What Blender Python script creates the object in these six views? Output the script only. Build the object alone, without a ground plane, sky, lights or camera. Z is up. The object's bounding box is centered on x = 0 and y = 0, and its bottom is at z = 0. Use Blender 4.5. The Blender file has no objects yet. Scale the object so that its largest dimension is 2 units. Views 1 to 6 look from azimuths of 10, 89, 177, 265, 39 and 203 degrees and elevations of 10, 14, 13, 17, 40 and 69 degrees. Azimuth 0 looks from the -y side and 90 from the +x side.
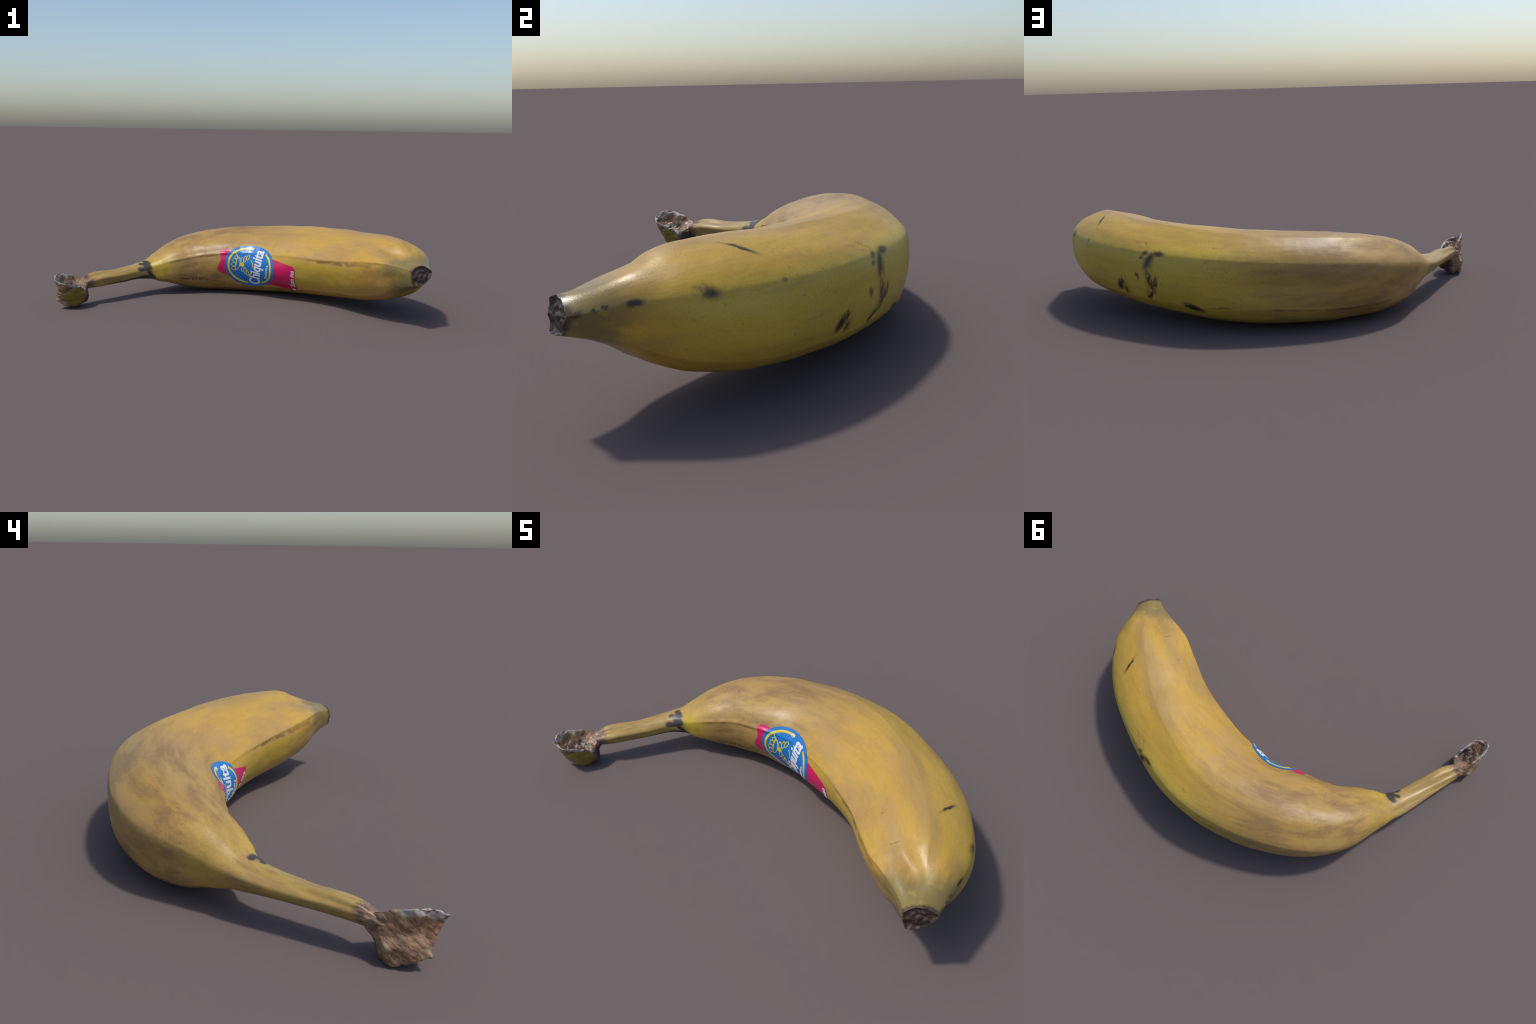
"""A ripe banana lying on its side: one lofted peel (five ridges) that runs into
a thin stem, a torn fibrous crown, a dried blossom end and a glossy fruit sticker."""
import bpy, bmesh, math, random
import numpy as np
from mathutils import Vector, Matrix, noise as mnoise

random.seed(7)
V3 = Vector

# ------------------------------------------------------------------ profile
# stations from the blossom end to the crown: arc length, spine point, and the
# section radii: ridge, face, ridge, face ... for the five ridges, starting at
# the top-outer ridge and going over the top to the inner side, then below.
STATIONS = [
    (0.000, (0.953, -0.500, 0.288), (0.043, 0.044, 0.063, 0.070, 0.066, 0.047, 0.053, 0.057, 0.067, 0.052)),
    (0.066, (0.929, -0.441, 0.281), (0.049, 0.056, 0.082, 0.081, 0.077, 0.054, 0.064, 0.069, 0.082, 0.070)),
    (0.134, (0.901, -0.386, 0.286), (0.065, 0.076, 0.116, 0.107, 0.111, 0.078, 0.094, 0.098, 0.110, 0.100)),
    (0.250, (0.843, -0.286, 0.274), (0.138, 0.125, 0.181, 0.165, 0.170, 0.140, 0.170, 0.172, 0.177, 0.150)),
    (0.424, (0.745, -0.144, 0.252), (0.175, 0.172, 0.219, 0.207, 0.202, 0.170, 0.215, 0.223, 0.220, 0.189)),
    (0.632, (0.609, 0.016, 0.234), (0.188, 0.184, 0.241, 0.227, 0.221, 0.178, 0.219, 0.219, 0.233, 0.204)),
    (0.862, (0.424, 0.157, 0.225), (0.196, 0.180, 0.255, 0.249, 0.238, 0.195, 0.224, 0.232, 0.234, 0.205)),
    (1.093, (0.209, 0.260, 0.214), (0.200, 0.184, 0.247, 0.268, 0.238, 0.207, 0.232, 0.228, 0.237, 0.211)),
    (1.324, (-0.022, 0.297, 0.206), (0.196, 0.182, 0.212, 0.230, 0.234, 0.198, 0.223, 0.198, 0.218, 0.209)),
    (1.536, (-0.237, 0.272, 0.196), (0.186, 0.171, 0.211, 0.208, 0.210, 0.197, 0.203, 0.197, 0.205, 0.190)),
    (1.724, (-0.410, 0.202, 0.180), (0.163, 0.144, 0.171, 0.168, 0.177, 0.170, 0.176, 0.166, 0.181, 0.168)),
    (1.868, (-0.522, 0.114, 0.166), (0.119, 0.108, 0.127, 0.126, 0.135, 0.120, 0.137, 0.124, 0.131, 0.129)),
    (1.977, (-0.606, 0.047, 0.149), (0.074, 0.066, 0.084, 0.081, 0.086, 0.069, 0.078, 0.077, 0.084, 0.080)),
    (2.065, (-0.662, -0.008, 0.140), (0.055, 0.055, 0.061, 0.060, 0.056, 0.048, 0.053, 0.060, 0.070, 0.057)),
    (2.224, (-0.757, -0.136, 0.128), (0.048, 0.042, 0.053, 0.050, 0.045, 0.036, 0.036, 0.045, 0.057, 0.049)),
    (2.417, (-0.881, -0.296, 0.121), (0.041, 0.029, 0.047, 0.042, 0.041, 0.032, 0.027, 0.030, 0.036, 0.036)),
    (2.455, (-0.904, -0.326, 0.116), (0.029, 0.024, 0.034, 0.033, 0.032, 0.028, 0.024, 0.027, 0.030, 0.028)),
    (2.490, (-0.926, -0.354, 0.112), (0.024, 0.020, 0.024, 0.024, 0.024, 0.022, 0.022, 0.024, 0.024, 0.024)),
]
# where the five ridges sit round the section (degrees, 0 = outer side, 90 = up)
RIDGE_AT = [0.0, 0.424, 1.536, 1.977, 2.490]
RIDGE_ANGLE = [(88, 160, 231, 327, 375),
               (82, 167, 224, 329, 382),
               (62, 164, 218, 328, 383),
               (67, 158, 215, 316, 379),
               (56, 167, 222, 314, 386)]
NECK = 2.005           # arc length where the fruit turns into the stem
SPINE_C = (-0.0095, -0.6417)   # centre of the circle the spine follows in plan
SECT = 16              # columns per half face


def hermite(x, xs, ys):
    xs = np.asarray(xs, float); ys = np.asarray(ys, float); n = len(xs)
    h = np.diff(xs); sh = (-1,) + (1,) * (ys.ndim - 1)
    d = np.diff(ys, axis=0) / h.reshape(sh); m = np.zeros_like(ys)
    w0, w1 = h[:-1].reshape(sh), h[1:].reshape(sh)
    m[1:-1] = (d[:-1] * w1 + d[1:] * w0) / (w0 + w1); m[0] = d[0]; m[-1] = d[-1]
    i = np.clip(np.searchsorted(xs, x, side='right') - 1, 0, n - 2)
    t = ((x - xs[i]) / h[i]).reshape(sh); H = h[i].reshape(sh)
    return ((2*t**3 - 3*t**2 + 1) * ys[i] + (t**3 - 2*t**2 + t) * H * m[i]
            + (-2*t**3 + 3*t**2) * ys[i+1] + (t**3 - t**2) * H * m[i+1])


def sstep(x, a, b):
    t = np.clip((x - a) / (b - a), 0, 1)
    return t * t * (3 - 2 * t)


def fbm(P, scale, octaves=3):
    return np.array([mnoise.fractal(V3(p) * scale, 1.0, 2.0, octaves) for p in P.reshape(-1, 3)]).reshape(P.shape[:-1])


def build_surface():
    S = np.array([s[0] for s in STATIONS])
    s = np.concatenate([np.linspace(a, b, max(4, int((b - a) / 0.0075)), endpoint=False)
                        for a, b in zip(S[:-1], S[1:])] + [[S[-1]]])
    i = int(np.argmin(abs(s - NECK))); s[i] = NECK
    C = hermite(s, S, [q[1] for q in STATIONS])
    T = np.gradient(C, s, axis=0); T /= np.linalg.norm(T, axis=1)[:, None]
    out = -np.cross([0, 0, 1], T); out /= np.linalg.norm(out, axis=1)[:, None]
    up = np.cross(out, T); up *= np.sign(up[:, 2:3])
    R = hermite(s, S, [q[2] for q in STATIONS])
    A = np.radians(hermite(s, RIDGE_AT, RIDGE_ANGLE))
    nxt = np.roll(A, -1, axis=1).copy(); nxt[:, -1] += 2 * np.pi
    ang = np.empty((len(s), 10)); ang[:, 0::2] = A; ang[:, 1::2] = (A + nxt) / 2
    e = np.concatenate([ang[:, -2:] - 2*np.pi, ang, ang[:, :3] + 2*np.pi], 1)
    q = np.concatenate([R[:, -2:], R, R[:, :3]], 1)
    h = np.diff(e, axis=1); d = np.diff(q, axis=1) / h
    m = np.zeros_like(q); m[:, 1:-1] = (d[:, :-1]*h[:, 1:] + d[:, 1:]*h[:, :-1]) / (h[:, 1:] + h[:, :-1])
    TH, RR = [], []
    for k in range(10):
        j = k + 2; H = h[:, j]
        for t in np.arange(SECT) / SECT:
            TH.append(e[:, j] + t * H)
            RR.append((2*t**3-3*t**2+1)*q[:, j] + (t**3-2*t**2+t)*H*m[:, j]
                      + (-2*t**3+3*t**2)*q[:, j+1] + (t**3-t**2)*H*m[:, j+1])
    TH = np.array(TH).T; RR = np.array(RR).T
    # crisp crests along the five ridges
    sc = s[:, None]
    crest = [0.0025 + 0 * s, None, 0.003 + 0 * s, 0.003 + 0 * s, 0.0025 + 0 * s]
    crest[1] = 0.003 + 0.005 * sstep(s, 1.0, 0.5) + 0.004 * sstep(s, 1.35, 1.5) * sstep(s, 2.0, 1.7)
    width = [0.04, 0.016, 0.025, 0.025, 0.04]
    wob = np.array([mnoise.fractal(V3((x * 22, 3.1, 0.4)), 1.0, 2.0, 3) for x in s])
    for k in range(5):
        dth = (TH - A[:, k:k+1] + np.pi) % (2 * np.pi) - np.pi
        dist = abs(dth) * RR
        fade = np.clip(R.mean(1) / 0.12, 0.5, 1)[:, None]
        amp = crest[k] * (1 + (0.5 * wob if k == 1 else 0.3 * wob))
        RR = RR + amp[:, None] * fade * (np.clip(1 - dist / width[k], 0, 1) ** 1.6 - 0.7 * np.exp(-(dist / 0.05) ** 2))
        if k == 1:
            d5 = -dth * RR                # arc above the inner ridge
            RR = RR - 0.017 * np.exp(-((d5 - 0.060) / 0.045) ** 2) * (sstep(s, 0.06, 0.20) * sstep(s, 1.12, 0.85))[:, None]
            RR = RR + 0.013 * np.exp(-((d5 + 0.04) / 0.08) ** 2) * (sstep(s, 1.0, 1.2) * sstep(s, 1.70, 1.45))[:, None]
        if k == 1:   # shallow groove just above the inner ridge, towards the blossom end
            g = np.exp(-((dth * -1) * RR - 0.014) ** 2 / 0.006 ** 2 * 0.5)
            RR = RR - 0.0022 * g * (sstep(s, 0.9, 0.6) * sstep(s, 0.02, 0.2) * (0.6 + 0.8 * wob))[:, None]
    # shoulder where the fruit bulges over the stem
    RR = RR + 0.006 * (np.exp(-((s - 1.955) / 0.025) ** 2) - 0.8 * np.exp(-((s - 2.015) / 0.018) ** 2))[:, None] \
        * (0.35 + 0.65 * np.clip(-np.cos(TH - 0.3), 0, 1))
    P = C[:, None] + RR[..., None] * (np.cos(TH)[..., None] * out[:, None] + np.sin(TH)[..., None] * up[:, None])
    P = blossom_taper(s, P)
    # gentle lumps of the skin
    lump = fbm(P, 4.0, 2) * 0.004 + fbm(P, 17.0, 2) * 0.0011
    N = grid_normals(P)
    P = P + (lump * sstep(s, 0.0, 0.2)[:, None] * np.clip(R.mean(1) / 0.18, 0.3, 1)[:, None])[..., None] * N
    P[..., 2] = np.maximum(P[..., 2], 0.0)
    return s, S, P, C


# the five corners of the oblique cut at the blossom end, in ridge order
TIP_CORNERS = [(0.940, -0.470, 0.331), (0.891, -0.503, 0.309), (0.910, -0.506, 0.232), (0.964, -0.464, 0.241), (0.996, -0.440, 0.296)]
TIP_AXIS = np.array((0.30, -0.95, 0.03)) / np.linalg.norm((0.30, -0.95, 0.03))
TIP_LEN = 0.19


def blossom_taper(s, P):
    """replace the first stretch of the loft by a faceted taper to the oblique cut"""
    i1 = int(np.argmin(abs(s - TIP_LEN))); L = s[i1]
    K = np.array(TIP_CORNERS); mid = K.mean(0); cols = P.shape[1]; per = cols // 5
    E = np.zeros((cols, 3))
    for j in range(cols):
        k, f = divmod(j, per); f /= per
        p = (1 - f) * K[k] + f * K[(k + 1) % 5]
        o = p - mid
        E[j] = p + o / np.linalg.norm(o) * (0.006, 0.006, 0.002, 0.004, 0.007)[k] * math.sin(math.pi * f) ** 0.8
    P1 = P[i1]; D = P[i1 + 1] - P[i1 - 1]; D /= np.linalg.norm(D, axis=1)[:, None]
    chord = P1 - E; n = np.linalg.norm(chord, axis=1)[:, None]
    m0 = 0.62 * chord + 0.38 * (-TIP_AXIS) * n; m1 = D * n * 0.9
    Q = P.copy()
    for i in range(i1):
        t = s[i] / L
        Q[i] = ((2*t**3-3*t**2+1) * E + (t**3-2*t**2+t) * m0 + (-2*t**3+3*t**2) * P1 + (t**3-t**2) * m1)
    return Q


def grid_normals(P):
    du = np.gradient(P, axis=0); dv = np.roll(P, -1, 1) - np.roll(P, 1, 1)
    N = np.cross(dv, du); N /= np.linalg.norm(N, axis=-1)[..., None] + 1e-12
    ctr = P.mean(1, keepdims=True)
    if ((P - ctr) * N).sum() < 0: N = -N
    return N


# ------------------------------------------------------------------ helpers
def new_mesh(name, verts, faces, mats, parent, normals=None, smooth=True, face_mats=None):
    me = bpy.data.meshes.new(name)
    me.from_pydata([tuple(v) for v in verts], [], faces)
    for m in mats: me.materials.append(m)
    me.polygons.foreach_set("use_smooth", [smooth] * len(me.polygons))
    if face_mats is not None: me.polygons.foreach_set("material_index", face_mats)
    me.update()
    if normals is not None: me.normals_split_custom_set_from_vertices([tuple(n) for n in normals])
    ob = bpy.data.objects.new(name, me)
    bpy.context.scene.collection.objects.link(ob)
    ob.parent = parent
    return ob


class Nodes:
    """Small helper for writing node trees as expressions."""
    def __init__(self, name):
        self.mat = bpy.data.materials.new(name); self.mat.use_nodes = True
        self.t = self.mat.node_tree; self.t.nodes.clear()
        self.out = self.t.nodes.new("ShaderNodeOutputMaterial")
        self.b = self.t.nodes.new("ShaderNodeBsdfPrincipled")
        self.t.links.new(self.b.outputs[0], self.out.inputs[0])
        self.pos = self.t.nodes.new("ShaderNodeTexCoord").outputs["Object"]

    def put(self, sock, v):
        if v is None: return
        if isinstance(v, bpy.types.NodeSocket): self.t.links.new(v, sock)
        elif isinstance(v, (tuple, list)):
            v = tuple(v)
            sock.default_value = v + (1.0,) if len(sock.default_value) == 4 and len(v) == 3 else v
        else: sock.default_value = v

    def m(self, op, a, b=None, clamp=False):
        n = self.t.nodes.new("ShaderNodeMath"); n.operation = op; n.use_clamp = clamp
        self.put(n.inputs[0], a); self.put(n.inputs[1], b); return n.outputs[0]

    def v(self, op, a, b=None, scale=None):
        n = self.t.nodes.new("ShaderNodeVectorMath"); n.operation = op
        self.put(n.inputs[0], a); self.put(n.inputs[1], b)
        if scale is not None: self.put(n.inputs["Scale"], scale)
        return n.outputs["Value"] if op in ("LENGTH", "DOT_PRODUCT", "DISTANCE") else n.outputs[0]

    def xyz(self, a):
        n = self.t.nodes.new("ShaderNodeSeparateXYZ"); self.put(n.inputs[0], a); return n.outputs

    def vec(self, x, y, z):
        n = self.t.nodes.new("ShaderNodeCombineXYZ")
        for i, q in enumerate((x, y, z)): self.put(n.inputs[i], q)
        return n.outputs[0]

    def noise(self, vec, scale, detail=4, rough=0.55, color=False, dist=0.0):
        n = self.t.nodes.new("ShaderNodeTexNoise"); self.put(n.inputs["Vector"], vec)
        n.inputs["Scale"].default_value = scale; n.inputs["Detail"].default_value = detail
        n.inputs["Roughness"].default_value = rough; n.inputs["Distortion"].default_value = dist
        return n.outputs["Color" if color else "Fac"]

    def voronoi(self, vec, scale):
        n = self.t.nodes.new("ShaderNodeTexVoronoi"); self.put(n.inputs["Vector"], vec)
        n.inputs["Scale"].default_value = scale; return n.outputs["Distance"]

    def step(self, x, a, b):
        """smooth 0..1 as x goes from a to b (a may be larger than b)"""
        n = self.t.nodes.new("ShaderNodeMapRange"); n.interpolation_type = "SMOOTHSTEP"
        flip = a > b; lo, hi = (b, a) if flip else (a, b)
        self.put(n.inputs[0], x); n.inputs[1].default_value = lo; n.inputs[2].default_value = hi
        n.inputs[3].default_value = 1.0 if flip else 0.0; n.inputs[4].default_value = 0.0 if flip else 1.0
        return n.outputs[0]

    def mul(self, *a):
        r = a[0]
        for x in a[1:]: r = self.m("MULTIPLY", r, x)
        return r

    def mix(self, fac, a, b, blend="MIX"):
        n = self.t.nodes.new("ShaderNodeMix"); n.data_type = "RGBA"; n.blend_type = blend
        self.put(n.inputs[0], fac); self.put(n.inputs[6], a); self.put(n.inputs[7], b)
        return n.outputs[2]

    def bump(self, height, strength, dist):
        n = self.t.nodes.new("ShaderNodeBump"); self.put(n.inputs["Height"], height)
        n.inputs["Strength"].default_value = strength; n.inputs["Distance"].default_value = dist
        self.t.links.new(n.outputs[0], self.b.inputs["Normal"])

    def capsule(self, p, a, b, onto=True):
        """distance from p to the line from a to b"""
        a, b = (snap(a)[0], snap(b)[0]) if onto else (V3(a), V3(b)); ab = b - a
        pa = self.v("SUBTRACT", p, tuple(a))
        t = self.m("MULTIPLY", self.v("DOT_PRODUCT", pa, tuple(ab)), 1.0 / max(ab.dot(ab), 1e-9), clamp=True)
        return self.v("LENGTH", self.v("SUBTRACT", pa, self.v("SCALE", tuple(ab), scale=t)))

    def blob(self, p, a, b, w):
        """distance in units of an ellipsoid with long axis a-b and half width w"""
        (a, na), (b, nb) = snap(a), snap(b)
        if (b - a).length < 1e-4: b = a + V3((1e-3, 0, 0))
        d = (b - a); ex = d.normalized(); ez = (na + nb); ez = (ez - ex * ez.dot(ex)).normalized()
        n = self.t.nodes.new("ShaderNodeMapping"); n.vector_type = "TEXTURE"
        self.put(n.inputs["Vector"], p)
        n.inputs["Location"].default_value = (a + b) / 2
        n.inputs["Rotation"].default_value = Matrix((ex, ez.cross(ex), ez)).transposed().to_euler()
        n.inputs["Scale"].default_value = (d.length / 2 + w * 0.3, w, max(3 * w, 0.03))   # deep along the normal
        return self.v("LENGTH", n.outputs[0])

    def finish(self, color, rough, spec=0.5, **kw):
        self.put(self.b.inputs["Base Color"], color); self.put(self.b.inputs["Roughness"], rough)
        self.b.inputs["Specular IOR Level"].default_value = spec
        for k, q in kw.items(): self.put(self.b.inputs[k.replace("_", " ")], q)
        return self.mat


# ------------------------------------------------------------------ peel marks
# dark scars and bruises: two ends of the long axis, half width, strength
SCARS = [
    ((0.805, -0.094, 0.414), (0.823, -0.018, 0.396), 0.006, 1.0),
    ((0.965, -0.135, 0.345), (0.957, -0.107, 0.332), 0.012, 0.8),
    ((0.991, -0.305, 0.322), (0.990, -0.273, 0.325), 0.009, 1.0),
    ((0.990, -0.366, 0.314), (0.990, -0.352, 0.317), 0.005, 0.8),
    ((0.991, -0.387, 0.308), (0.990, -0.382, 0.312), 0.005, 0.8),
    ((0.998, -0.430, 0.300), (0.992, -0.408, 0.306), 0.008, 0.7),
    ((0.548, 0.335, 0.318), (0.586, 0.328, 0.264), 0.014, 0.9),
    ((0.588, 0.315, 0.325), (0.573, 0.322, 0.326), 0.011, 0.75),
    ((0.540, 0.336, 0.325), (0.500, 0.358, 0.322), 0.011, 0.85),
    ((0.603, 0.306, 0.308), (0.596, 0.312, 0.300), 0.009, 0.75),
    ((0.556, 0.332, 0.158), (0.570, 0.304, 0.125), 0.006, 1.0),
    ((0.566, 0.310, 0.143), (0.575, 0.300, 0.128), 0.005, 1.0),
    ((0.700, 0.215, 0.175), (0.714, 0.197, 0.150), 0.015, 1.0),
    ((0.688, 0.236, 0.190), (0.700, 0.215, 0.172), 0.007, 0.9),
    ((0.680, 0.234, 0.156), (0.682, 0.215, 0.130), 0.007, 0.8),
    ((0.412, 0.401, 0.119), (0.346, 0.417, 0.096), 0.015, 1.0),
    ((0.868, 0.048, 0.335), (0.862, 0.056, 0.335), 0.005, 0.4),
    ((-0.392, 0.179, 0.327), (-0.394, 0.178, 0.326), 0.004, 0.8),
]
BROWNS = [
    ((0.545, 0.340, 0.325), (0.572, 0.335, 0.230), 0.020, 0.55),
    ((0.565, 0.340, 0.260), (0.552, 0.335, 0.150), 0.030, 0.60),
    ((0.560, 0.330, 0.165), (0.580, 0.300, 0.125), 0.018, 0.5),
    ((0.574, 0.337, 0.256), (0.545, 0.336, 0.150), 0.018, 1.0),
    ((0.532, 0.365, 0.243), (0.548, 0.332, 0.146), 0.013, 1.0),
    ((0.560, 0.347, 0.238), (0.559, 0.340, 0.180), 0.018, 0.9),
    ((0.625, 0.298, 0.238), (0.612, 0.306, 0.215), 0.013, 0.8),
    ((0.683, 0.245, 0.205), (0.714, 0.190, 0.140), 0.024, 0.85),
    ((0.682, 0.240, 0.170), (0.670, 0.232, 0.130), 0.022, 0.5),
    ((0.425, 0.397, 0.120), (0.335, 0.417, 0.090), 0.020, 0.75),
    ((0.972, -0.160, 0.350), (0.950, -0.100, 0.330), 0.022, 0.55),
    ((0.613, -0.203, 0.373), (0.614, -0.186, 0.378), 0.004, 0.6),
    ((0.709, -0.322, 0.360), (0.749, -0.282, 0.380), 0.003, 0.5),
    ((-0.420, 0.050, 0.100), (-0.260, 0.097, 0.085), 0.018, 0.7),
    ((0.560, 0.320, 0.345), (0.590, 0.250, 0.372), 0.006, 0.3),
    ((0.590, 0.300, 0.345), (0.640, 0.210, 0.378), 0.006, 0.25),
    ((-0.300, 0.058, 0.228), (-0.220, 0.068, 0.240), 0.005, 0.6),
    ((0.30, 0.400, 0.335), (0.27, 0.412, 0.333), 0.008, 0.35),
]
# brown lines along the ridges
LINES = [
    ((-0.469, 0.021, 0.100), (-0.281, 0.090, 0.088), 0.0075, 1.0),
    ((-0.281, 0.090, 0.088), (-0.176, 0.116, 0.072), 0.006, 0.9),
    ((-0.176, 0.116, 0.072), (0.05, 0.105, 0.060), 0.004, 0.7),
    ((0.05, 0.105, 0.060), (0.379, -0.024, 0.073), 0.004, 0.6),
    ((0.379, -0.024, 0.073), (0.545, -0.143, 0.093), 0.005, 0.8),
    ((0.330, -0.075, 0.262), (0.399, -0.121, 0.268), 0.006, 0.35),
    ((0.399, -0.121, 0.266), (0.540, -0.240, 0.276), 0.011, 0.8),
    ((0.540, -0.240, 0.276), (0.690, -0.368, 0.296), 0.010, 0.55),
    ((0.400, 0.420, 0.110), (0.277, 0.458, 0.112), 0.005, 0.5),
    ((0.277, 0.458, 0.114), (0.096, 0.492, 0.108), 0.006, 0.7),
    ((0.096, 0.492, 0.108), (-0.050, 0.490, 0.100), 0.006, 0.75),
    ((-0.050, 0.490, 0.100), (-0.176, 0.469, 0.092), 0.006, 0.8),
    ((-0.176, 0.469, 0.092), (-0.300, 0.430, 0.086), 0.007, 0.8),
    ((-0.300, 0.430, 0.086), (-0.440, 0.355, 0.090), 0.008, 0.7),
]
# dark dried patch where the fruit bends into the stem
NECK_DARK = [
    ((-0.638, -0.028, 0.184), (-0.608, -0.034, 0.166), 0.019),
    ((-0.648, 0.004, 0.199), (-0.615, -0.014, 0.192), 0.013),
    ((-0.632, -0.008, 0.197), (-0.610, -0.035, 0.172), 0.016),
    ((-0.662, -0.036, 0.190), (-0.620, -0.034, 0.182), 0.011),
    ((-0.648, -0.069, 0.160), (-0.602, -0.040, 0.162), 0.014),
    ((-0.606, -0.042, 0.150), (-0.590, -0.028, 0.118), 0.011),
    ((-0.700, -0.130, 0.104), (-0.640, -0.060, 0.106), 0.008),
    ((-0.640, -0.060, 0.106), (-0.582, -0.018, 0.106), 0.014),
    ((-0.780, -0.220, 0.100), (-0.700, -0.130, 0.104), 0.006),
]


def snap(p):
    i = int(np.argmin(((P.reshape(-1, 3) - np.array(p)) ** 2).sum(1)))
    return V3(P.reshape(-1, 3)[i]), V3(N.reshape(-1, 3)[i])


def union(g, masks):
    r = masks[0]
    for x in masks[1:]: r = g.m("MAXIMUM", r, x)
    return r


def peel_material():
    g = Nodes("banana_peel")
    P = g.pos
    x, y, z = g.xyz(P)
    dx = g.m("SUBTRACT", x, SPINE_C[0]); dy = g.m("SUBTRACT", y, SPINE_C[1])
    phi = g.m("ARCTAN2", dx, dy)
    rad = g.m("SQRT", g.m("ADD", g.mul(dx, dx), g.mul(dy, dy)))
    Q = g.vec(g.m("MULTIPLY", phi, 0.92), rad, z)          # along, across, up: follows the bend
    warp = g.v("SCALE", g.v("SUBTRACT", g.noise(P, 45, 4, 0.65, True), (0.5, 0.5, 0.5)), scale=0.014)
    Pw = g.v("ADD", P, warp)
    big = g.noise(g.v("MULTIPLY", Q, (3.0, 9.0, 9.0)), 1.0, 3, 0.5)
    streak = g.noise(g.v("MULTIPLY", Q, (9.0, 52.0, 52.0)), 1.0, 4, 0.6)
    fine = g.noise(P, 150, 3, 0.6)
    blotch = g.noise(g.v("MULTIPLY", Q, (4.5, 14.0, 14.0)), 1.0, 5, 0.62, dist=0.3)

    gold = (0.505, 0.302, 0.045)
    tan = (0.420, 0.256, 0.068)
    lemon = (0.550, 0.335, 0.038)
    brown = (0.230, 0.132, 0.050)
    olive = (0.190, 0.148, 0.050)
    col = g.mix(g.step(big, 0.38, 0.62), tan, gold)
    # the outer band is a cleaner, greener yellow, the stem half stayed browner
    outer = g.mul(g.step(g.m("ADD", rad, g.m("MULTIPLY", big, 0.06)), 0.965, 1.045), g.step(phi, -0.25, 0.45))
    col = g.mix(g.m("MULTIPLY", outer, 0.9), col, lemon)
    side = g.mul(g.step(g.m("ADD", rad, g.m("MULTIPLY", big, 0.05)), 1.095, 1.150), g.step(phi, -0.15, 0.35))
    col = g.mix(g.m("MULTIPLY", side, 0.9), col, (0.600, 0.412, 0.048))  # skylight on the shaded side face, painted in as a brighter, greener yellow
    inner = g.mul(g.step(g.m("ADD", rad, g.m("MULTIPLY", big, 0.10)), 0.80, 0.74), g.step(z, 0.29, 0.22), g.step(phi, 0.15, 0.5))
    col = g.mix(g.m("MULTIPLY", inner, 0.75), col, (0.540, 0.375, 0.036))
    # rubbed greyish-brown veil over the stem half, in soft streaks; loose streaks elsewhere
    half = g.mul(g.step(phi, 0.40, -0.20), g.step(phi, -0.80, -0.64))
    col = g.mix(g.m("MULTIPLY", half, 0.52), col, (0.345, 0.212, 0.070))
    sm = g.m("ADD", g.m("MULTIPLY", blotch, 0.60), g.m("ADD", g.m("MULTIPLY", streak, 0.22), g.m("MULTIPLY", fine, 0.18)))
    veil = g.mul(g.m("ADD", g.m("MULTIPLY", half, 0.70), 0.20), g.step(sm, 0.42, 0.64))
    col = g.mix(veil, col, brown)
    col = g.mix(g.m("MULTIPLY", g.step(streak, 0.50, 0.75), 0.14), col, brown)
    # bright yellow just at the neck and along the young skin of the stem
    neck = g.mul(g.step(phi, -0.56, -0.66), g.step(phi, -0.80, -0.70))
    neck = g.m("MAXIMUM", g.m("MULTIPLY", neck, 0.30), g.step(g.v("LENGTH", g.v("MULTIPLY", g.v("SUBTRACT", Pw, (-0.545, -0.012, 0.155)), (0.8, 1, 1))), 0.095, 0.03))
    col = g.mix(g.m("MULTIPLY", neck, 0.85), col, (0.50, 0.36, 0.035))
    stem = g.step(phi, -0.72, -0.80)
    stem_col = g.mix(g.step(streak, 0.35, 0.65), (0.40, 0.268, 0.072), (0.285, 0.182, 0.062))
    col = g.mix(g.m("MULTIPLY", stem, 0.9), col, stem_col)
    # olive blossom end with a brownish smudge before it
    smudge = g.mul(g.step(phi, 1.08, 1.22), g.step(blotch, 0.35, 0.65))
    col = g.mix(g.m("MULTIPLY", smudge, 0.45), col, (0.30, 0.18, 0.05))
    tip = g.step(g.m("ADD", phi, g.m("MULTIPLY", blotch, 0.16)), 1.315, 1.39)
    col = g.mix(g.m("MULTIPLY", tip, 0.88), col, g.mix(g.step(g.noise(P, 26, 3), 0.54, 0.68), olive, (0.27, 0.22, 0.045)))
    # ragged dark fringe round the dried end
    edge = g.v("DOT_PRODUCT", g.v("SUBTRACT", Pw, (0.910, -0.505, 0.233)), (0.546, -0.825, 0.145))
    col = g.mix(g.mul(g.step(g.m("ADD", edge, g.m("MULTIPLY", g.m("SUBTRACT", fine, 0.5), 0.02)), -0.014, -0.002), g.step(phi, 1.2, 1.3), 0.9), col, (0.055, 0.030, 0.022))
    # fine speckle
    speck = g.mul(g.step(g.voronoi(P, 58), 0.19, 0.07), g.step(g.noise(P, 6, 2), 0.46, 0.58))
    col = g.mix(g.m("MULTIPLY", speck, 0.6), col, (0.20, 0.10, 0.03))
    col = g.mix(g.m("MULTIPLY", g.step(fine, 0.40, 0.70), 0.16), col, (0.30, 0.17, 0.05))
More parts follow.
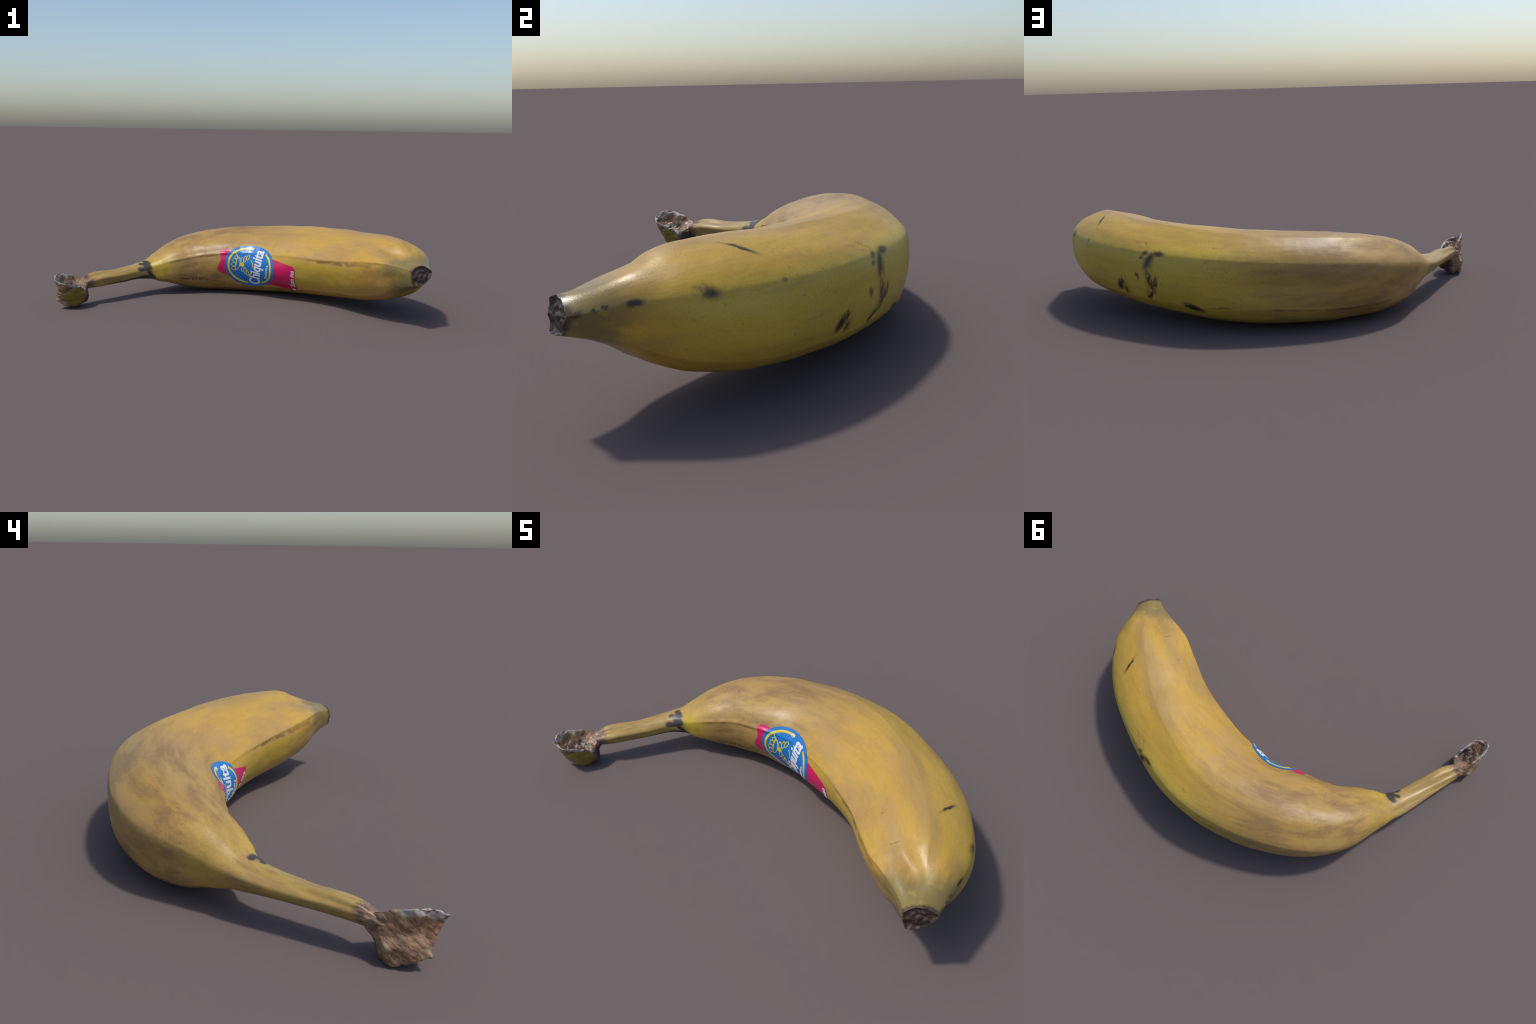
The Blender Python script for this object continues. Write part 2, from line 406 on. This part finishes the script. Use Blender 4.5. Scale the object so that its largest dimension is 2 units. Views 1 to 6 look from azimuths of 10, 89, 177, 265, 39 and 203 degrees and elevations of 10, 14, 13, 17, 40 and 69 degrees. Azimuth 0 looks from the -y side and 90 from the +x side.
    # ridge lines
    lines = union(g, [g.m("MULTIPLY", g.step(g.capsule(Pw, a, b), w * 1.35, w * 0.25), k) for a, b, w, k in LINES])
    lines = g.mul(lines, g.step(g.noise(g.v("MULTIPLY", Q, (14, 40, 40)), 1.0, 4, 0.65), 0.34, 0.56))
    col = g.mix(g.m("MULTIPLY", lines, 0.85), col, (0.110, 0.050, 0.019))
    # bruises and scars, plus the painted dark crease of a fold in the inner ridge
    br = union(g, [g.m("MULTIPLY", g.step(g.blob(Pw, a, b, w), 1.25, 0.45), k) for a, b, w, k in BROWNS])
    br = g.mul(br, g.step(g.noise(g.v("MULTIPLY", P, (1.0, 1.0, 0.45)), 75, 4, 0.65), 0.34, 0.56))
    col = g.mix(br, col, (0.085, 0.038, 0.017))
    Pf = g.v("ADD", Pw, g.v("SCALE", g.v("SUBTRACT", g.noise(P, 95, 3, 0.65, True), (0.5, 0.5, 0.5)), scale=0.009))
    dist = [(g.blob(Pf, a, b, w), k) for a, b, w, k in SCARS]
    halo = union(g, [g.m("MULTIPLY", g.step(d, 1.9, 0.8), k) for d, k in dist])
    col = g.mix(g.m("MULTIPLY", halo, 0.45), col, (0.110, 0.055, 0.022))
    dk = union(g, [g.m("MULTIPLY", g.step(d, 1.30, 0.45), k) for d, k in dist])
    col = g.mix(g.m("MULTIPLY", dk, 0.94), col, (0.026, 0.016, 0.013))
    nk = union(g, [g.step(g.capsule(Pf, a, b), w * 1.45, w * 0.55) for a, b, w in NECK_DARK])
    col = g.mix(g.m("MULTIPLY", nk, 0.95), col, (0.030, 0.026, 0.028))
    # stem end dries to brown fibre
    along = g.v("DOT_PRODUCT", g.v("SUBTRACT", Pw, (-0.872, -0.296, 0.12)), (-0.616, -0.788, 0.0))
    along = g.m("ADD", along, g.m("MULTIPLY", g.m("SUBTRACT", streak, 0.5), 0.06))
    dry = g.step(along, -0.022, 0.004)
    fibre = g.noise(g.v("MULTIPLY", P, (30, 30, 120)), 1.0, 4, 0.65)
    col = g.mix(dry, col, g.mix(g.step(fibre, 0.35, 0.6), (0.060, 0.036, 0.026), (0.27, 0.16, 0.095)))
    rough = g.m("ADD", 0.43, g.m("MULTIPLY", g.m("SUBTRACT", blotch, 0.5), 0.20))
    rough = g.m("SUBTRACT", rough, g.m("MULTIPLY", g.m("MAXIMUM", g.step(phi, 1.15, 1.32), g.m("MULTIPLY", stem, 0.5)), 0.13))
    g.bump(g.m("ADD", g.m("MULTIPLY", streak, 0.5), g.m("ADD", g.m("MULTIPLY", fine, 0.35), g.m("MULTIPLY", dry, g.m("MULTIPLY", fibre, 3.0)))), 0.35, 0.003)
    return g.finish(col, rough, 0.45)


def blossom_material():
    g = Nodes("dried_blossom_end")
    a = g.noise(g.pos, 60, 5, 0.65); b = g.noise(g.pos, 22, 3)
    col = g.mix(g.step(a, 0.38, 0.62), (0.034, 0.022, 0.018), (0.105, 0.062, 0.045))
    col = g.mix(g.mul(g.step(b, 0.60, 0.70), 0.4), col, (0.12, 0.11, 0.11))
    g.bump(a, 0.6, 0.006)
    return g.finish(col, 0.36, 0.5)


RIM = [((-0.924, -0.503, 0.149), (-0.982, -0.509, 0.171), 0.013),
       ((-0.982, -0.509, 0.171), (-0.990, -0.443, 0.196), 0.026),
       ((-0.990, -0.443, 0.196), (-0.962, -0.390, 0.178), 0.020),
       ((-0.924, -0.503, 0.149), (-0.886, -0.455, 0.135), 0.013),
       ((-0.886, -0.455, 0.135), (-0.857, -0.392, 0.110), 0.010)]


def crown_material():
    g = Nodes("torn_crown_fibre")
    P = g.pos
    warp = g.v("SCALE", g.v("SUBTRACT", g.noise(P, 45, 3, 0.6, True), (0.5, 0.5, 0.5)), scale=0.022)
    Pw = g.v("ADD", P, warp)
    # fibres run from the stem down and forward
    fv = g.vec(g.m("MULTIPLY", g.xyz(Pw)[0], 28.0), g.m("MULTIPLY", g.v("DOT_PRODUCT", Pw, (0.0, 0.60, -0.80)), 115.0),
               g.m("MULTIPLY", g.v("DOT_PRODUCT", Pw, (0.0, 0.80, 0.60)), 24.0))
    fib = g.noise(fv, 1.0, 5, 0.60)
    big = g.noise(P, 20, 3)
    col = g.mix(g.step(fib, 0.33, 0.62), (0.105, 0.055, 0.031), (0.335, 0.200, 0.112))
    col = g.mix(g.mul(g.step(big, 0.50, 0.66), 0.6), col, (0.34, 0.27, 0.17))
    col = g.mix(g.mul(g.step(big, 0.44, 0.34), 0.7), col, (0.17, 0.070, 0.035))
    # near-black hollow in the middle of the cut, recess shade under the stem painted on the right flank
    hollow = g.mul(g.step(g.v("LENGTH", g.v("MULTIPLY", g.v("SUBTRACT", Pw, (-0.908, -0.425, 0.112)), (1.0, 0.75, 1.2))), 0.060, 0.030),
                   g.step(g.noise(P, 34, 3), 0.36, 0.52))
    col = g.mix(g.m("MULTIPLY", hollow, 0.95), col, (0.024, 0.020, 0.024))
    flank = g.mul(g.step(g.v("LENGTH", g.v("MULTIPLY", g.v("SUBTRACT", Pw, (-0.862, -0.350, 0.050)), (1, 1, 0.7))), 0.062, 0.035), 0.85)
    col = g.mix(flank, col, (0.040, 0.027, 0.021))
    rim = union(g, [g.step(g.capsule(Pw, a, b, False), w * 1.2, w * 0.5) for a, b, w in RIM])
    col = g.mix(g.mul(rim, g.step(g.noise(P, 40, 3), 0.36, 0.52), 0.9), col, g.mix(g.step(fib, 0.36, 0.6), (0.24, 0.225, 0.215), (0.40, 0.37, 0.355)))
    g.bump(fib, 0.6, 0.005)
    top = g.step(g.xyz(P)[2], 0.095, 0.125)
    return g.finish(col, g.m("SUBTRACT", 0.62, g.m("MULTIPLY", g.m("MAXIMUM", hollow, g.m("MULTIPLY", top, 0.8)), 0.34)), 0.45)


def patch_material():
    g = Nodes("green_skin_patch")
    n = g.noise(g.pos, 30, 4); s = g.step(g.voronoi(g.pos, 55), 0.16, 0.05)
    col = g.mix(g.step(n, 0.35, 0.65), (0.175, 0.125, 0.016), (0.240, 0.175, 0.020))
    col = g.mix(g.m("MULTIPLY", s, 0.6), col, (0.05, 0.035, 0.02))
    return g.finish(col, 0.42, 0.4)


def ink(name, color, rough=0.30):
    g = Nodes(name)
    n = g.noise(g.pos, 90, 2)
    col = g.mix(g.m("MULTIPLY", n, 0.18), color, tuple(c * 0.72 for c in color))
    g.bump(g.noise(g.pos, 30, 3), 0.25, 0.004)
    return g.finish(col, rough, 0.5)


# ------------------------------------------------------------------ build
root = bpy.data.objects.new("banana", None)
bpy.context.scene.collection.objects.link(root)
root["label"] = "ripe yellow banana with brown scars, torn crown and blue sticker"
root["category"] = "fruit"

s, S, P, C = build_surface()
N = grid_normals(P)
rows, cols = P.shape[:2]
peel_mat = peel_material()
cut = int(np.argmin(abs(s - NECK)))


def loft_part(name, r0, r1):
    verts = P[r0:r1 + 1].reshape(-1, 3); nor = N[r0:r1 + 1].reshape(-1, 3); f = []
    for i in range(r1 - r0):
        for j in range(cols):
            a, b = i * cols + j, i * cols + (j + 1) % cols
            f.append((a, a + cols, b + cols, b))
    e1 = verts[f[0][1]] - verts[f[0][0]]; e2 = verts[f[0][3]] - verts[f[0][0]]
    if np.dot(np.cross(e1, e2), nor[f[0][0]]) < 0: f = [q[::-1] for q in f]
    return new_mesh(name, verts, f, [peel_mat], root, normals=nor)


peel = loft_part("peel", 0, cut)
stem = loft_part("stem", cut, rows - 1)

# blossom end: a dried, ringed scar with a raised rim
ring0 = P[0]; mid = ring0.mean(0); axis = np.array((0.546, -0.825, 0.145)); axis /= np.linalg.norm(axis)
prof = [(1.0, 0.0), (0.985, 0.003), (0.95, 0.003), (0.88, -0.001), (0.78, -0.004), (0.66, -0.003), (0.54, 0.000),
        (0.44, 0.001), (0.34, -0.002), (0.24, -0.003), (0.16, 0.001), (0.08, 0.002)]
verts, f = [], []
for k, (sc, h) in enumerate(prof):
    for j in range(cols):
        p = mid + (ring0[j] - mid) * sc + axis * h
        if 0 < k: p = p + axis * (0.006 * mnoise.fractal(V3(p) * 42, 1.0, 2.0, 4) + 0.004 * mnoise.noise(V3(p) * 22))
        verts.append(p)
verts.append(mid + axis * 0.003)
for k in range(len(prof) - 1):
    for j in range(cols):
        a, b = k * cols + j, k * cols + (j + 1) % cols
        f.append((a, b, b + cols, a + cols))
for j in range(cols): f.append(((len(prof)-1) * cols + j, (len(prof)-1) * cols + (j + 1) % cols, len(verts) - 1))
q = f[0]
if np.dot(np.cross(verts[f[-1][1]] - verts[f[-1][0]], verts[f[-1][2]] - verts[f[-1][0]]), axis) < 0: f = [t[::-1] for t in f]
new_mesh("blossom_end", verts, f, [blossom_material()], root)

# crown: a torn wedge of the bunch, hollow on top. Rings from the foot to the hollow,
# eight directions each, starting at the right front and going clockwise from above.
CROWN = [
    [(-0.895, -0.385, 0.012), (-0.915, -0.400, 0.008), (-0.935, -0.415, 0.009), (-0.950, -0.415, 0.013), (-0.955, -0.400, 0.008), (-0.942, -0.378, 0.003), (-0.915, -0.370, 0.007), (-0.900, -0.375, 0.012)],
    [(-0.855, -0.378, 0.032), (-0.904, -0.426, 0.015), (-0.953, -0.450, 0.020), (-0.990, -0.462, 0.048), (-0.990, -0.412, 0.034), (-0.950, -0.355, 0.006), (-0.900, -0.338, 0.010), (-0.862, -0.348, 0.028)],
    [(-0.846, -0.383, 0.072), (-0.900, -0.448, 0.065), (-0.953, -0.475, 0.070), (-0.982, -0.468, 0.080), (-0.984, -0.397, 0.066), (-0.956, -0.342, 0.060), (-0.898, -0.325, 0.060), (-0.858, -0.352, 0.070)],
    [(-0.850, -0.390, 0.100), (-0.895, -0.460, 0.110), (-0.940, -0.494, 0.118), (-0.975, -0.482, 0.122), (-0.969, -0.397, 0.117), (-0.936, -0.326, 0.104), (-0.895, -0.292, 0.100), (-0.857, -0.335, 0.100)],
    [(-0.857, -0.392, 0.110), (-0.886, -0.455, 0.135), (-0.924, -0.503, 0.149), (-0.982, -0.509, 0.171), (-0.990, -0.443, 0.196), (-0.962, -0.385, 0.178), (-0.914, -0.318, 0.149), (-0.863, -0.345, 0.124)],
    [(-0.865, -0.395, 0.109), (-0.892, -0.448, 0.131), (-0.927, -0.492, 0.144), (-0.973, -0.497, 0.166), (-0.979, -0.443, 0.189), (-0.950, -0.390, 0.168), (-0.908, -0.324, 0.147), (-0.868, -0.348, 0.126)],
    [(-0.873, -0.402, 0.103), (-0.908, -0.440, 0.106), (-0.936, -0.470, 0.116), (-0.957, -0.476, 0.132), (-0.962, -0.438, 0.142), (-0.938, -0.396, 0.136), (-0.908, -0.338, 0.138), (-0.878, -0.362, 0.122)],
    [(-0.905, -0.412, 0.101), (-0.912, -0.420, 0.101), (-0.920, -0.428, 0.103), (-0.926, -0.430, 0.106), (-0.926, -0.420, 0.108), (-0.920, -0.410, 0.109), (-0.910, -0.400, 0.110), (-0.904, -0.405, 0.106)],
]
K = np.array(CROWN); nr, na, _ = K.shape
ua = np.linspace(0, na, 97)[:-1]
ext = np.concatenate([K[:, -2:], K, K[:, :3]], 1)
ringx = np.arange(-2, na + 3).astype(float)
G = np.stack([hermite(ua, ringx, ext[i]) for i in range(nr)])       # smooth round
Glin = np.stack([np.stack([np.interp(ua, ringx, ext[i][:, c]) for c in range(3)], -1) for i in range(nr)])
G = 0.45 * G + 0.55 * Glin                                           # keep facets
uv = np.linspace(0, nr - 1, 85)
H = hermite(uv, np.arange(nr).astype(float), G)
Hl = np.stack([np.stack([np.interp(uv, np.arange(nr), G[:, j, c]) for c in range(3)], -1) for j in range(G.shape[1])], 1)
H = 0.5 * H + 0.5 * Hl
HN = grid_normals(H)
fib = np.array([mnoise.fractal(V3((p[0] * 28, (0.6 * p[1] - 0.8 * p[2]) * 75, (0.8 * p[1] + 0.6 * p[2]) * 22)), 1.0, 2.0, 4) for p in H.reshape(-1, 3)]).reshape(H.shape[:2])
lum = fbm(H, 30, 2)
front = sstep((H - np.array((-0.90, -0.45, 0.07))) @ np.array((0.60, -0.72, -0.35)), -0.02, 0.01)
H = H + (0.0042 * (fib - 0.1) + 0.006 * lum)[..., None] * HN * (1 - 0.8 * front)[..., None]
H[..., 2] = np.maximum(H[..., 2], 0.001)
H[..., 0] = np.maximum(H[..., 0], -1.000)
verts = list(H.reshape(-1, 3)); M = H.shape[1]; f = []
for i in range(len(uv) - 1):
    for j in range(M):
        a, b = i * M + j, i * M + (j + 1) % M
        f.append((a, b, b + M, a + M))
f.append(tuple(range(M))[::-1]); f.append(tuple((len(uv) - 1) * M + j for j in range(M)))
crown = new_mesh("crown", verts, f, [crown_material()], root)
bm = bmesh.new(); bm.from_mesh(crown.data); bmesh.ops.recalc_face_normals(bm, faces=bm.faces); bm.to_mesh(crown.data); bm.free()

# the oval of green-yellow skin left on the front of the crown
cf = V3((-0.893, -0.437, 0.070)); nf = V3((0.735, -0.60, -0.30)).normalized()
e1 = V3((-0.62, -0.76, 0.18)); e1 = (e1 - nf * e1.dot(nf)).normalized(); e2 = nf.cross(e1)
if e2.z < 0: e2 = -e2
from mathutils.bvhtree import BVHTree
bv = BVHTree.FromObject(crown, bpy.context.evaluated_depsgraph_get())
verts, f = [], []; nrg, nag = 14, 64
for i in range(nrg + 1):
    t = i / nrg
    for j in range(nag):
        an = 2 * math.pi * j / nag
        r = (abs(math.cos(an)) ** 2.4 + abs(math.sin(an)) ** 2.4) ** (-1 / 2.4)
        p = cf + e1 * (0.060 * t * r * math.cos(an)) + e2 * (0.052 * t * r * math.sin(an))
        loc, nn, _, _ = bv.ray_cast(p + nf * 0.06, -nf, 0.14)
        base = loc if loc else p
        h = 0.0035 * (1 - t ** 6) if i < nrg else -0.002
        verts.append(np.array(base + nf * h))
for i in range(nrg):
    for j in range(nag):
        a, b = i * nag + j, i * nag + (j + 1) % nag
        f.append((a, b, b + nag, a + nag))
new_mesh("skin_patch", verts, f, [patch_material()], crown)


# ------------------------------------------------------------------ sticker
row_of = np.interp(s, S, np.arange(len(S)))
arc = np.concatenate([np.zeros((rows, 1)), np.cumsum(np.linalg.norm(np.diff(P, axis=1), axis=2), axis=1)], 1)
arc = arc - arc[:, 2 * SECT:2 * SECT + 1]            # measured from the inner ridge, downwards positive
STK_C = (-0.020, -0.081)                             # sticker centre: along the fruit, up from the ridge
STK_R = math.radians(10.8)


def on_peel(a, b, lift):
    """sticker point (a = reading direction, b = up of the print) -> place on the peel"""
    X = STK_C[0] + a * math.sin(STK_R) - b * math.cos(STK_R)
    Y = STK_C[1] + a * math.cos(STK_R) + b * math.sin(STK_R)
    r = 8 - (X + 0.03) / 0.163
    i = np.interp(r, row_of, np.arange(rows)); i0 = int(i); fi = i - i0
    pt = np.zeros(3); nn = np.zeros(3)
    for ii, w in ((i0, 1 - fi), (i0 + 1, fi)):
        j = np.interp(-Y, arc[ii], np.arange(cols + 0)); j0 = min(int(j), cols - 2); fj = j - j0
        pt += w * ((1 - fj) * P[ii, j0] + fj * P[ii, j0 + 1]); nn += w * ((1 - fj) * N[ii, j0] + fj * N[ii, j0 + 1])
    nn /= np.linalg.norm(nn)
    return pt + nn * lift, nn


sticker = root      # the pink film becomes the sticker itself, the print its children


def flat_to_peel(name, verts2, faces, mat, lift, thick=0.0012, maxlen=0.006):
    """lay a flat shape (a, b) on the peel as a thin film with its own edge"""
    bm = bmesh.new()
    vs = [bm.verts.new((x, y, 0)) for x, y in verts2]
    for fc in faces:
        try: bm.faces.new([vs[i] for i in fc])
        except ValueError: pass
    bmesh.ops.triangulate(bm, faces=bm.faces[:])
    for _ in range(5):
        long = [e for e in bm.edges if e.calc_length() > maxlen]
        if not long: break
        bmesh.ops.subdivide_edges(bm, edges=long, cuts=1)
        bmesh.ops.triangulate(bm, faces=[q for q in bm.faces if len(q.verts) > 3])
    rim = [e for e in bm.edges if e.is_boundary]
    ex = bmesh.ops.extrude_edge_only(bm, edges=rim)
    low = {v for v in ex["geom"] if isinstance(v, bmesh.types.BMVert)}
    for v in bm.verts:
        p, _ = on_peel(v.co.x, v.co.y, lift - (thick if v in low else 0)); v.co = p
    bmesh.ops.recalc_face_normals(bm, faces=bm.faces)
    top = max((q for q in bm.faces), key=lambda q: q.calc_area())
    c0 = top.calc_center_median()
    if top.normal.dot(V3((0.1, -1, 0.2))) < 0: bmesh.ops.reverse_faces(bm, faces=bm.faces)
    me = bpy.data.meshes.new(name); bm.to_mesh(me); bm.free()
    me.materials.append(mat)
    me.polygons.foreach_set("use_smooth", [True] * len(me.polygons))
    me.set_sharp_from_angle(angle=math.radians(50))
    ob = bpy.data.objects.new(name, me); bpy.context.scene.collection.objects.link(ob); ob.parent = sticker
    return ob


def ribbon(path, w, closed=False):
    """a stroke of constant width along a flat path"""
    vs, fs = [], []; n = len(path)
    for i, p in enumerate(path):
        a = path[(i - 1) % n] if closed or i > 0 else p
        b = path[(i + 1) % n] if closed or i < n - 1 else p
        d = V3((b[0] - a[0], b[1] - a[1])); d.normalize(); o = V3((-d.y, d.x)) * (w / 2)
        vs += [(p[0] + o.x, p[1] + o.y), (p[0] - o.x, p[1] - o.y)]
    for i in range(n if closed else n - 1):
        k = (i + 1) % n
        fs.append((2*i, 2*i+1, 2*k+1, 2*k))
    return vs, fs


def join(parts):
    vs, fs = [], []
    for v, f_ in parts:
        o = len(vs); vs += v; fs += [tuple(i + o for i in q) for q in f_]
    return vs, fs


def fan(path):
    n = len(path); cx = sum(p[0] for p in path) / n; cy = sum(p[1] for p in path) / n
    return list(path) + [(cx, cy)], [(i, (i + 1) % n, n) for i in range(n)]


def egg(ra, rb, a0=0.0, a1=2 * math.pi, n=96, grow=0.0):
    """outline of the oval label, a little fuller at its foot"""
    pts = []
    for i in range(n):
        t = a0 + (a1 - a0) * i / (n - (1 if a1 - a0 < 6.28 else 0))
        c, q = math.cos(t), math.sin(t)
        k = (abs(c) ** 2.12 + abs(q) ** 2.12) ** (-1 / 2.12)
        pts.append(((ra + grow) * k * c * (1 - 0.06 * q), (rb + grow) * k * q))
    return pts


def lettering(text, size, stretch, bold, at, tilt=0.0, shear=0.0, track=1.0, turn=0.0):
    cu = bpy.data.curves.new("lettering", "FONT"); cu.body = text; cu.size = 1.0
    cu.align_x = "CENTER"; cu.align_y = "CENTER"; cu.offset = bold; cu.shear = shear; cu.space_character = track
    cu.resolution_u = 4; cu.fill_mode = "FRONT"
    ob = bpy.data.objects.new("lettering", cu); bpy.context.scene.collection.objects.link(ob)
    me = bpy.data.meshes.new_from_object(ob.evaluated_get(bpy.context.evaluated_depsgraph_get()))
    bpy.data.objects.remove(ob); bpy.data.curves.remove(cu)
    c, q = math.cos(turn), math.sin(turn)
    vs = []
    for v in me.vertices:
        x, y = v.co.x * size * stretch, v.co.y * size
        vs.append((at[0] + c * x - q * y, at[1] + q * x + c * y))
    fs = [tuple(p.vertices) for p in me.polygons]
    bpy.data.meshes.remove(me)
    return vs, fs


pink = ink("pink_film", (0.60, 0.010, 0.105))
blue = ink("blue_film", (0.008, 0.165, 0.500))
yellow = ink("yellow_ink", (0.72, 0.56, 0.035))
white = ink("white_ink", (0.72, 0.70, 0.70))

# pink band behind the label: a tab with a wavy end towards the stem, a tapered panel towards the tip
tab = [(-0.074, 0.10), (0.078, 0.10), (0.080, 0.165), (0.072, 0.185), (0.052, 0.196), (0.028, 0.193), (0.006, 0.187),
       (-0.012, 0.190), (-0.030, 0.202), (-0.052, 0.204), (-0.068, 0.190), (-0.078, 0.165)]
panel = [(0.088, -0.08), (-0.106, -0.08), (-0.110, -0.120), (-0.117, -0.200), (-0.121, -0.270), (-0.117, -0.280),
         (-0.105, -0.281), (0.050, -0.281), (0.066, -0.277), (0.073, -0.265), (0.076, -0.200), (0.082, -0.125)]
sticker = flat_to_peel("sticker", *join([fan(tab), fan(panel)]), pink, 0.0012)
flat_to_peel("label", *fan(egg(0.132, 0.157)), blue, 0.0024)
# yellow line round the label, open where the name runs across it
ra, rb = 0.111, 0.135
open_lo, open_hi = -0.62, 0.0
upper = egg(ra, rb, open_hi, math.pi - open_hi, 80)
lower = egg(ra, rb, math.pi - open_lo, 2 * math.pi + open_lo, 40)
flat_to_peel("border_line", *join([ribbon(upper, 0.0115), ribbon(lower, 0.0115)]), yellow, 0.0032)
flat_to_peel("name_lettering", *lettering("Chiquita", 0.090, 0.74, 0.026, (-0.004, -0.040), shear=0.12), white, 0.0034, maxlen=0.008)
flat_to_peel("origin_lettering", *lettering("Panama", 0.028, 0.85, 0.004, (-0.008, -0.108), track=1.25), white, 0.0033, maxlen=0.008)
flat_to_peel("panel_lettering", *lettering("Scan me", 0.036, 0.95, 0.016, (-0.012, -0.266), track=1.05), white, 0.0022, maxlen=0.008)
flat_to_peel("registered_mark", *lettering("\u00ae", 0.026, 1.0, 0.002, (0.108, 0.012)), white, 0.0033, maxlen=0.008)
small = ribbon([(-0.106 + 0.0085 * math.cos(t), -0.266 + 0.0085 * math.sin(t)) for t in np.linspace(0, 2*math.pi, 25)[:-1]], 0.004, True)
flat_to_peel("panel_dot", *join([small, fan([(-0.106 + 0.004 * math.cos(t), -0.266 + 0.004 * math.sin(t)) for t in np.linspace(0, 2*math.pi, 13)[:-1]])]), white, 0.0022)


# plain emblem in the place of the printed figure: a bowl of round fruit over two leafy sprays
def oval(cx, cy, ra_, rb_, w=0.0038, turn=0.0, n=22):
    pts = []
    for t in np.linspace(0, 2 * math.pi, n + 1)[:-1]:
        x, y = ra_ * math.cos(t), rb_ * math.sin(t)
        pts.append((cx + x * math.cos(turn) - y * math.sin(turn), cy + x * math.sin(turn) + y * math.cos(turn)))
    return ribbon(pts, w, True)


def arcline(cx, cy, r, t0, t1, w=0.004, squash=1.0):
    return ribbon([(cx + r * math.cos(t), cy + squash * r * math.sin(t)) for t in np.linspace(t0, t1, 14)], w)


EM_UP = 0.012
em = [oval(-0.030, 0.095, 0.013, 0.012), oval(-0.006, 0.099, 0.013, 0.013), oval(0.018, 0.095, 0.013, 0.012),
      oval(0.040, 0.088, 0.010, 0.011), arcline(0.004, 0.082, 0.044, math.pi, 2 * math.pi, 0.0042, 0.55),
      ribbon([(-0.042, 0.082), (0.050, 0.082)], 0.0042), fan([(0.004 + 0.013 * math.cos(t), 0.044 + 0.015 * math.sin(t)) for t in np.linspace(0, 6.283, 19)[:-1]])]
for i in range(3):
    em += [oval(0.028 + 0.013 * i, 0.046 - 0.017 * i, 0.019, 0.0085, turn=0.25 - 0.3 * i), oval(-0.022 - 0.011 * i, 0.034 - 0.018 * i, 0.019, 0.0085, turn=-0.1 + 0.3 * i)]
em += [arcline(0.010, 0.000, 0.030, -1.9, -0.3, 0.0045), arcline(-0.030, -0.002, 0.026, 3.5, 4.9, 0.007),
       ribbon([(0.032, 0.060), (0.048, 0.078), (0.066, 0.096), (0.070, 0.104)], 0.0045)]
ev, ef = join(em)
flat_to_peel("emblem", [(x * 0.95, y * 0.92 + EM_UP) for x, y in ev], ef, yellow, 0.0033)
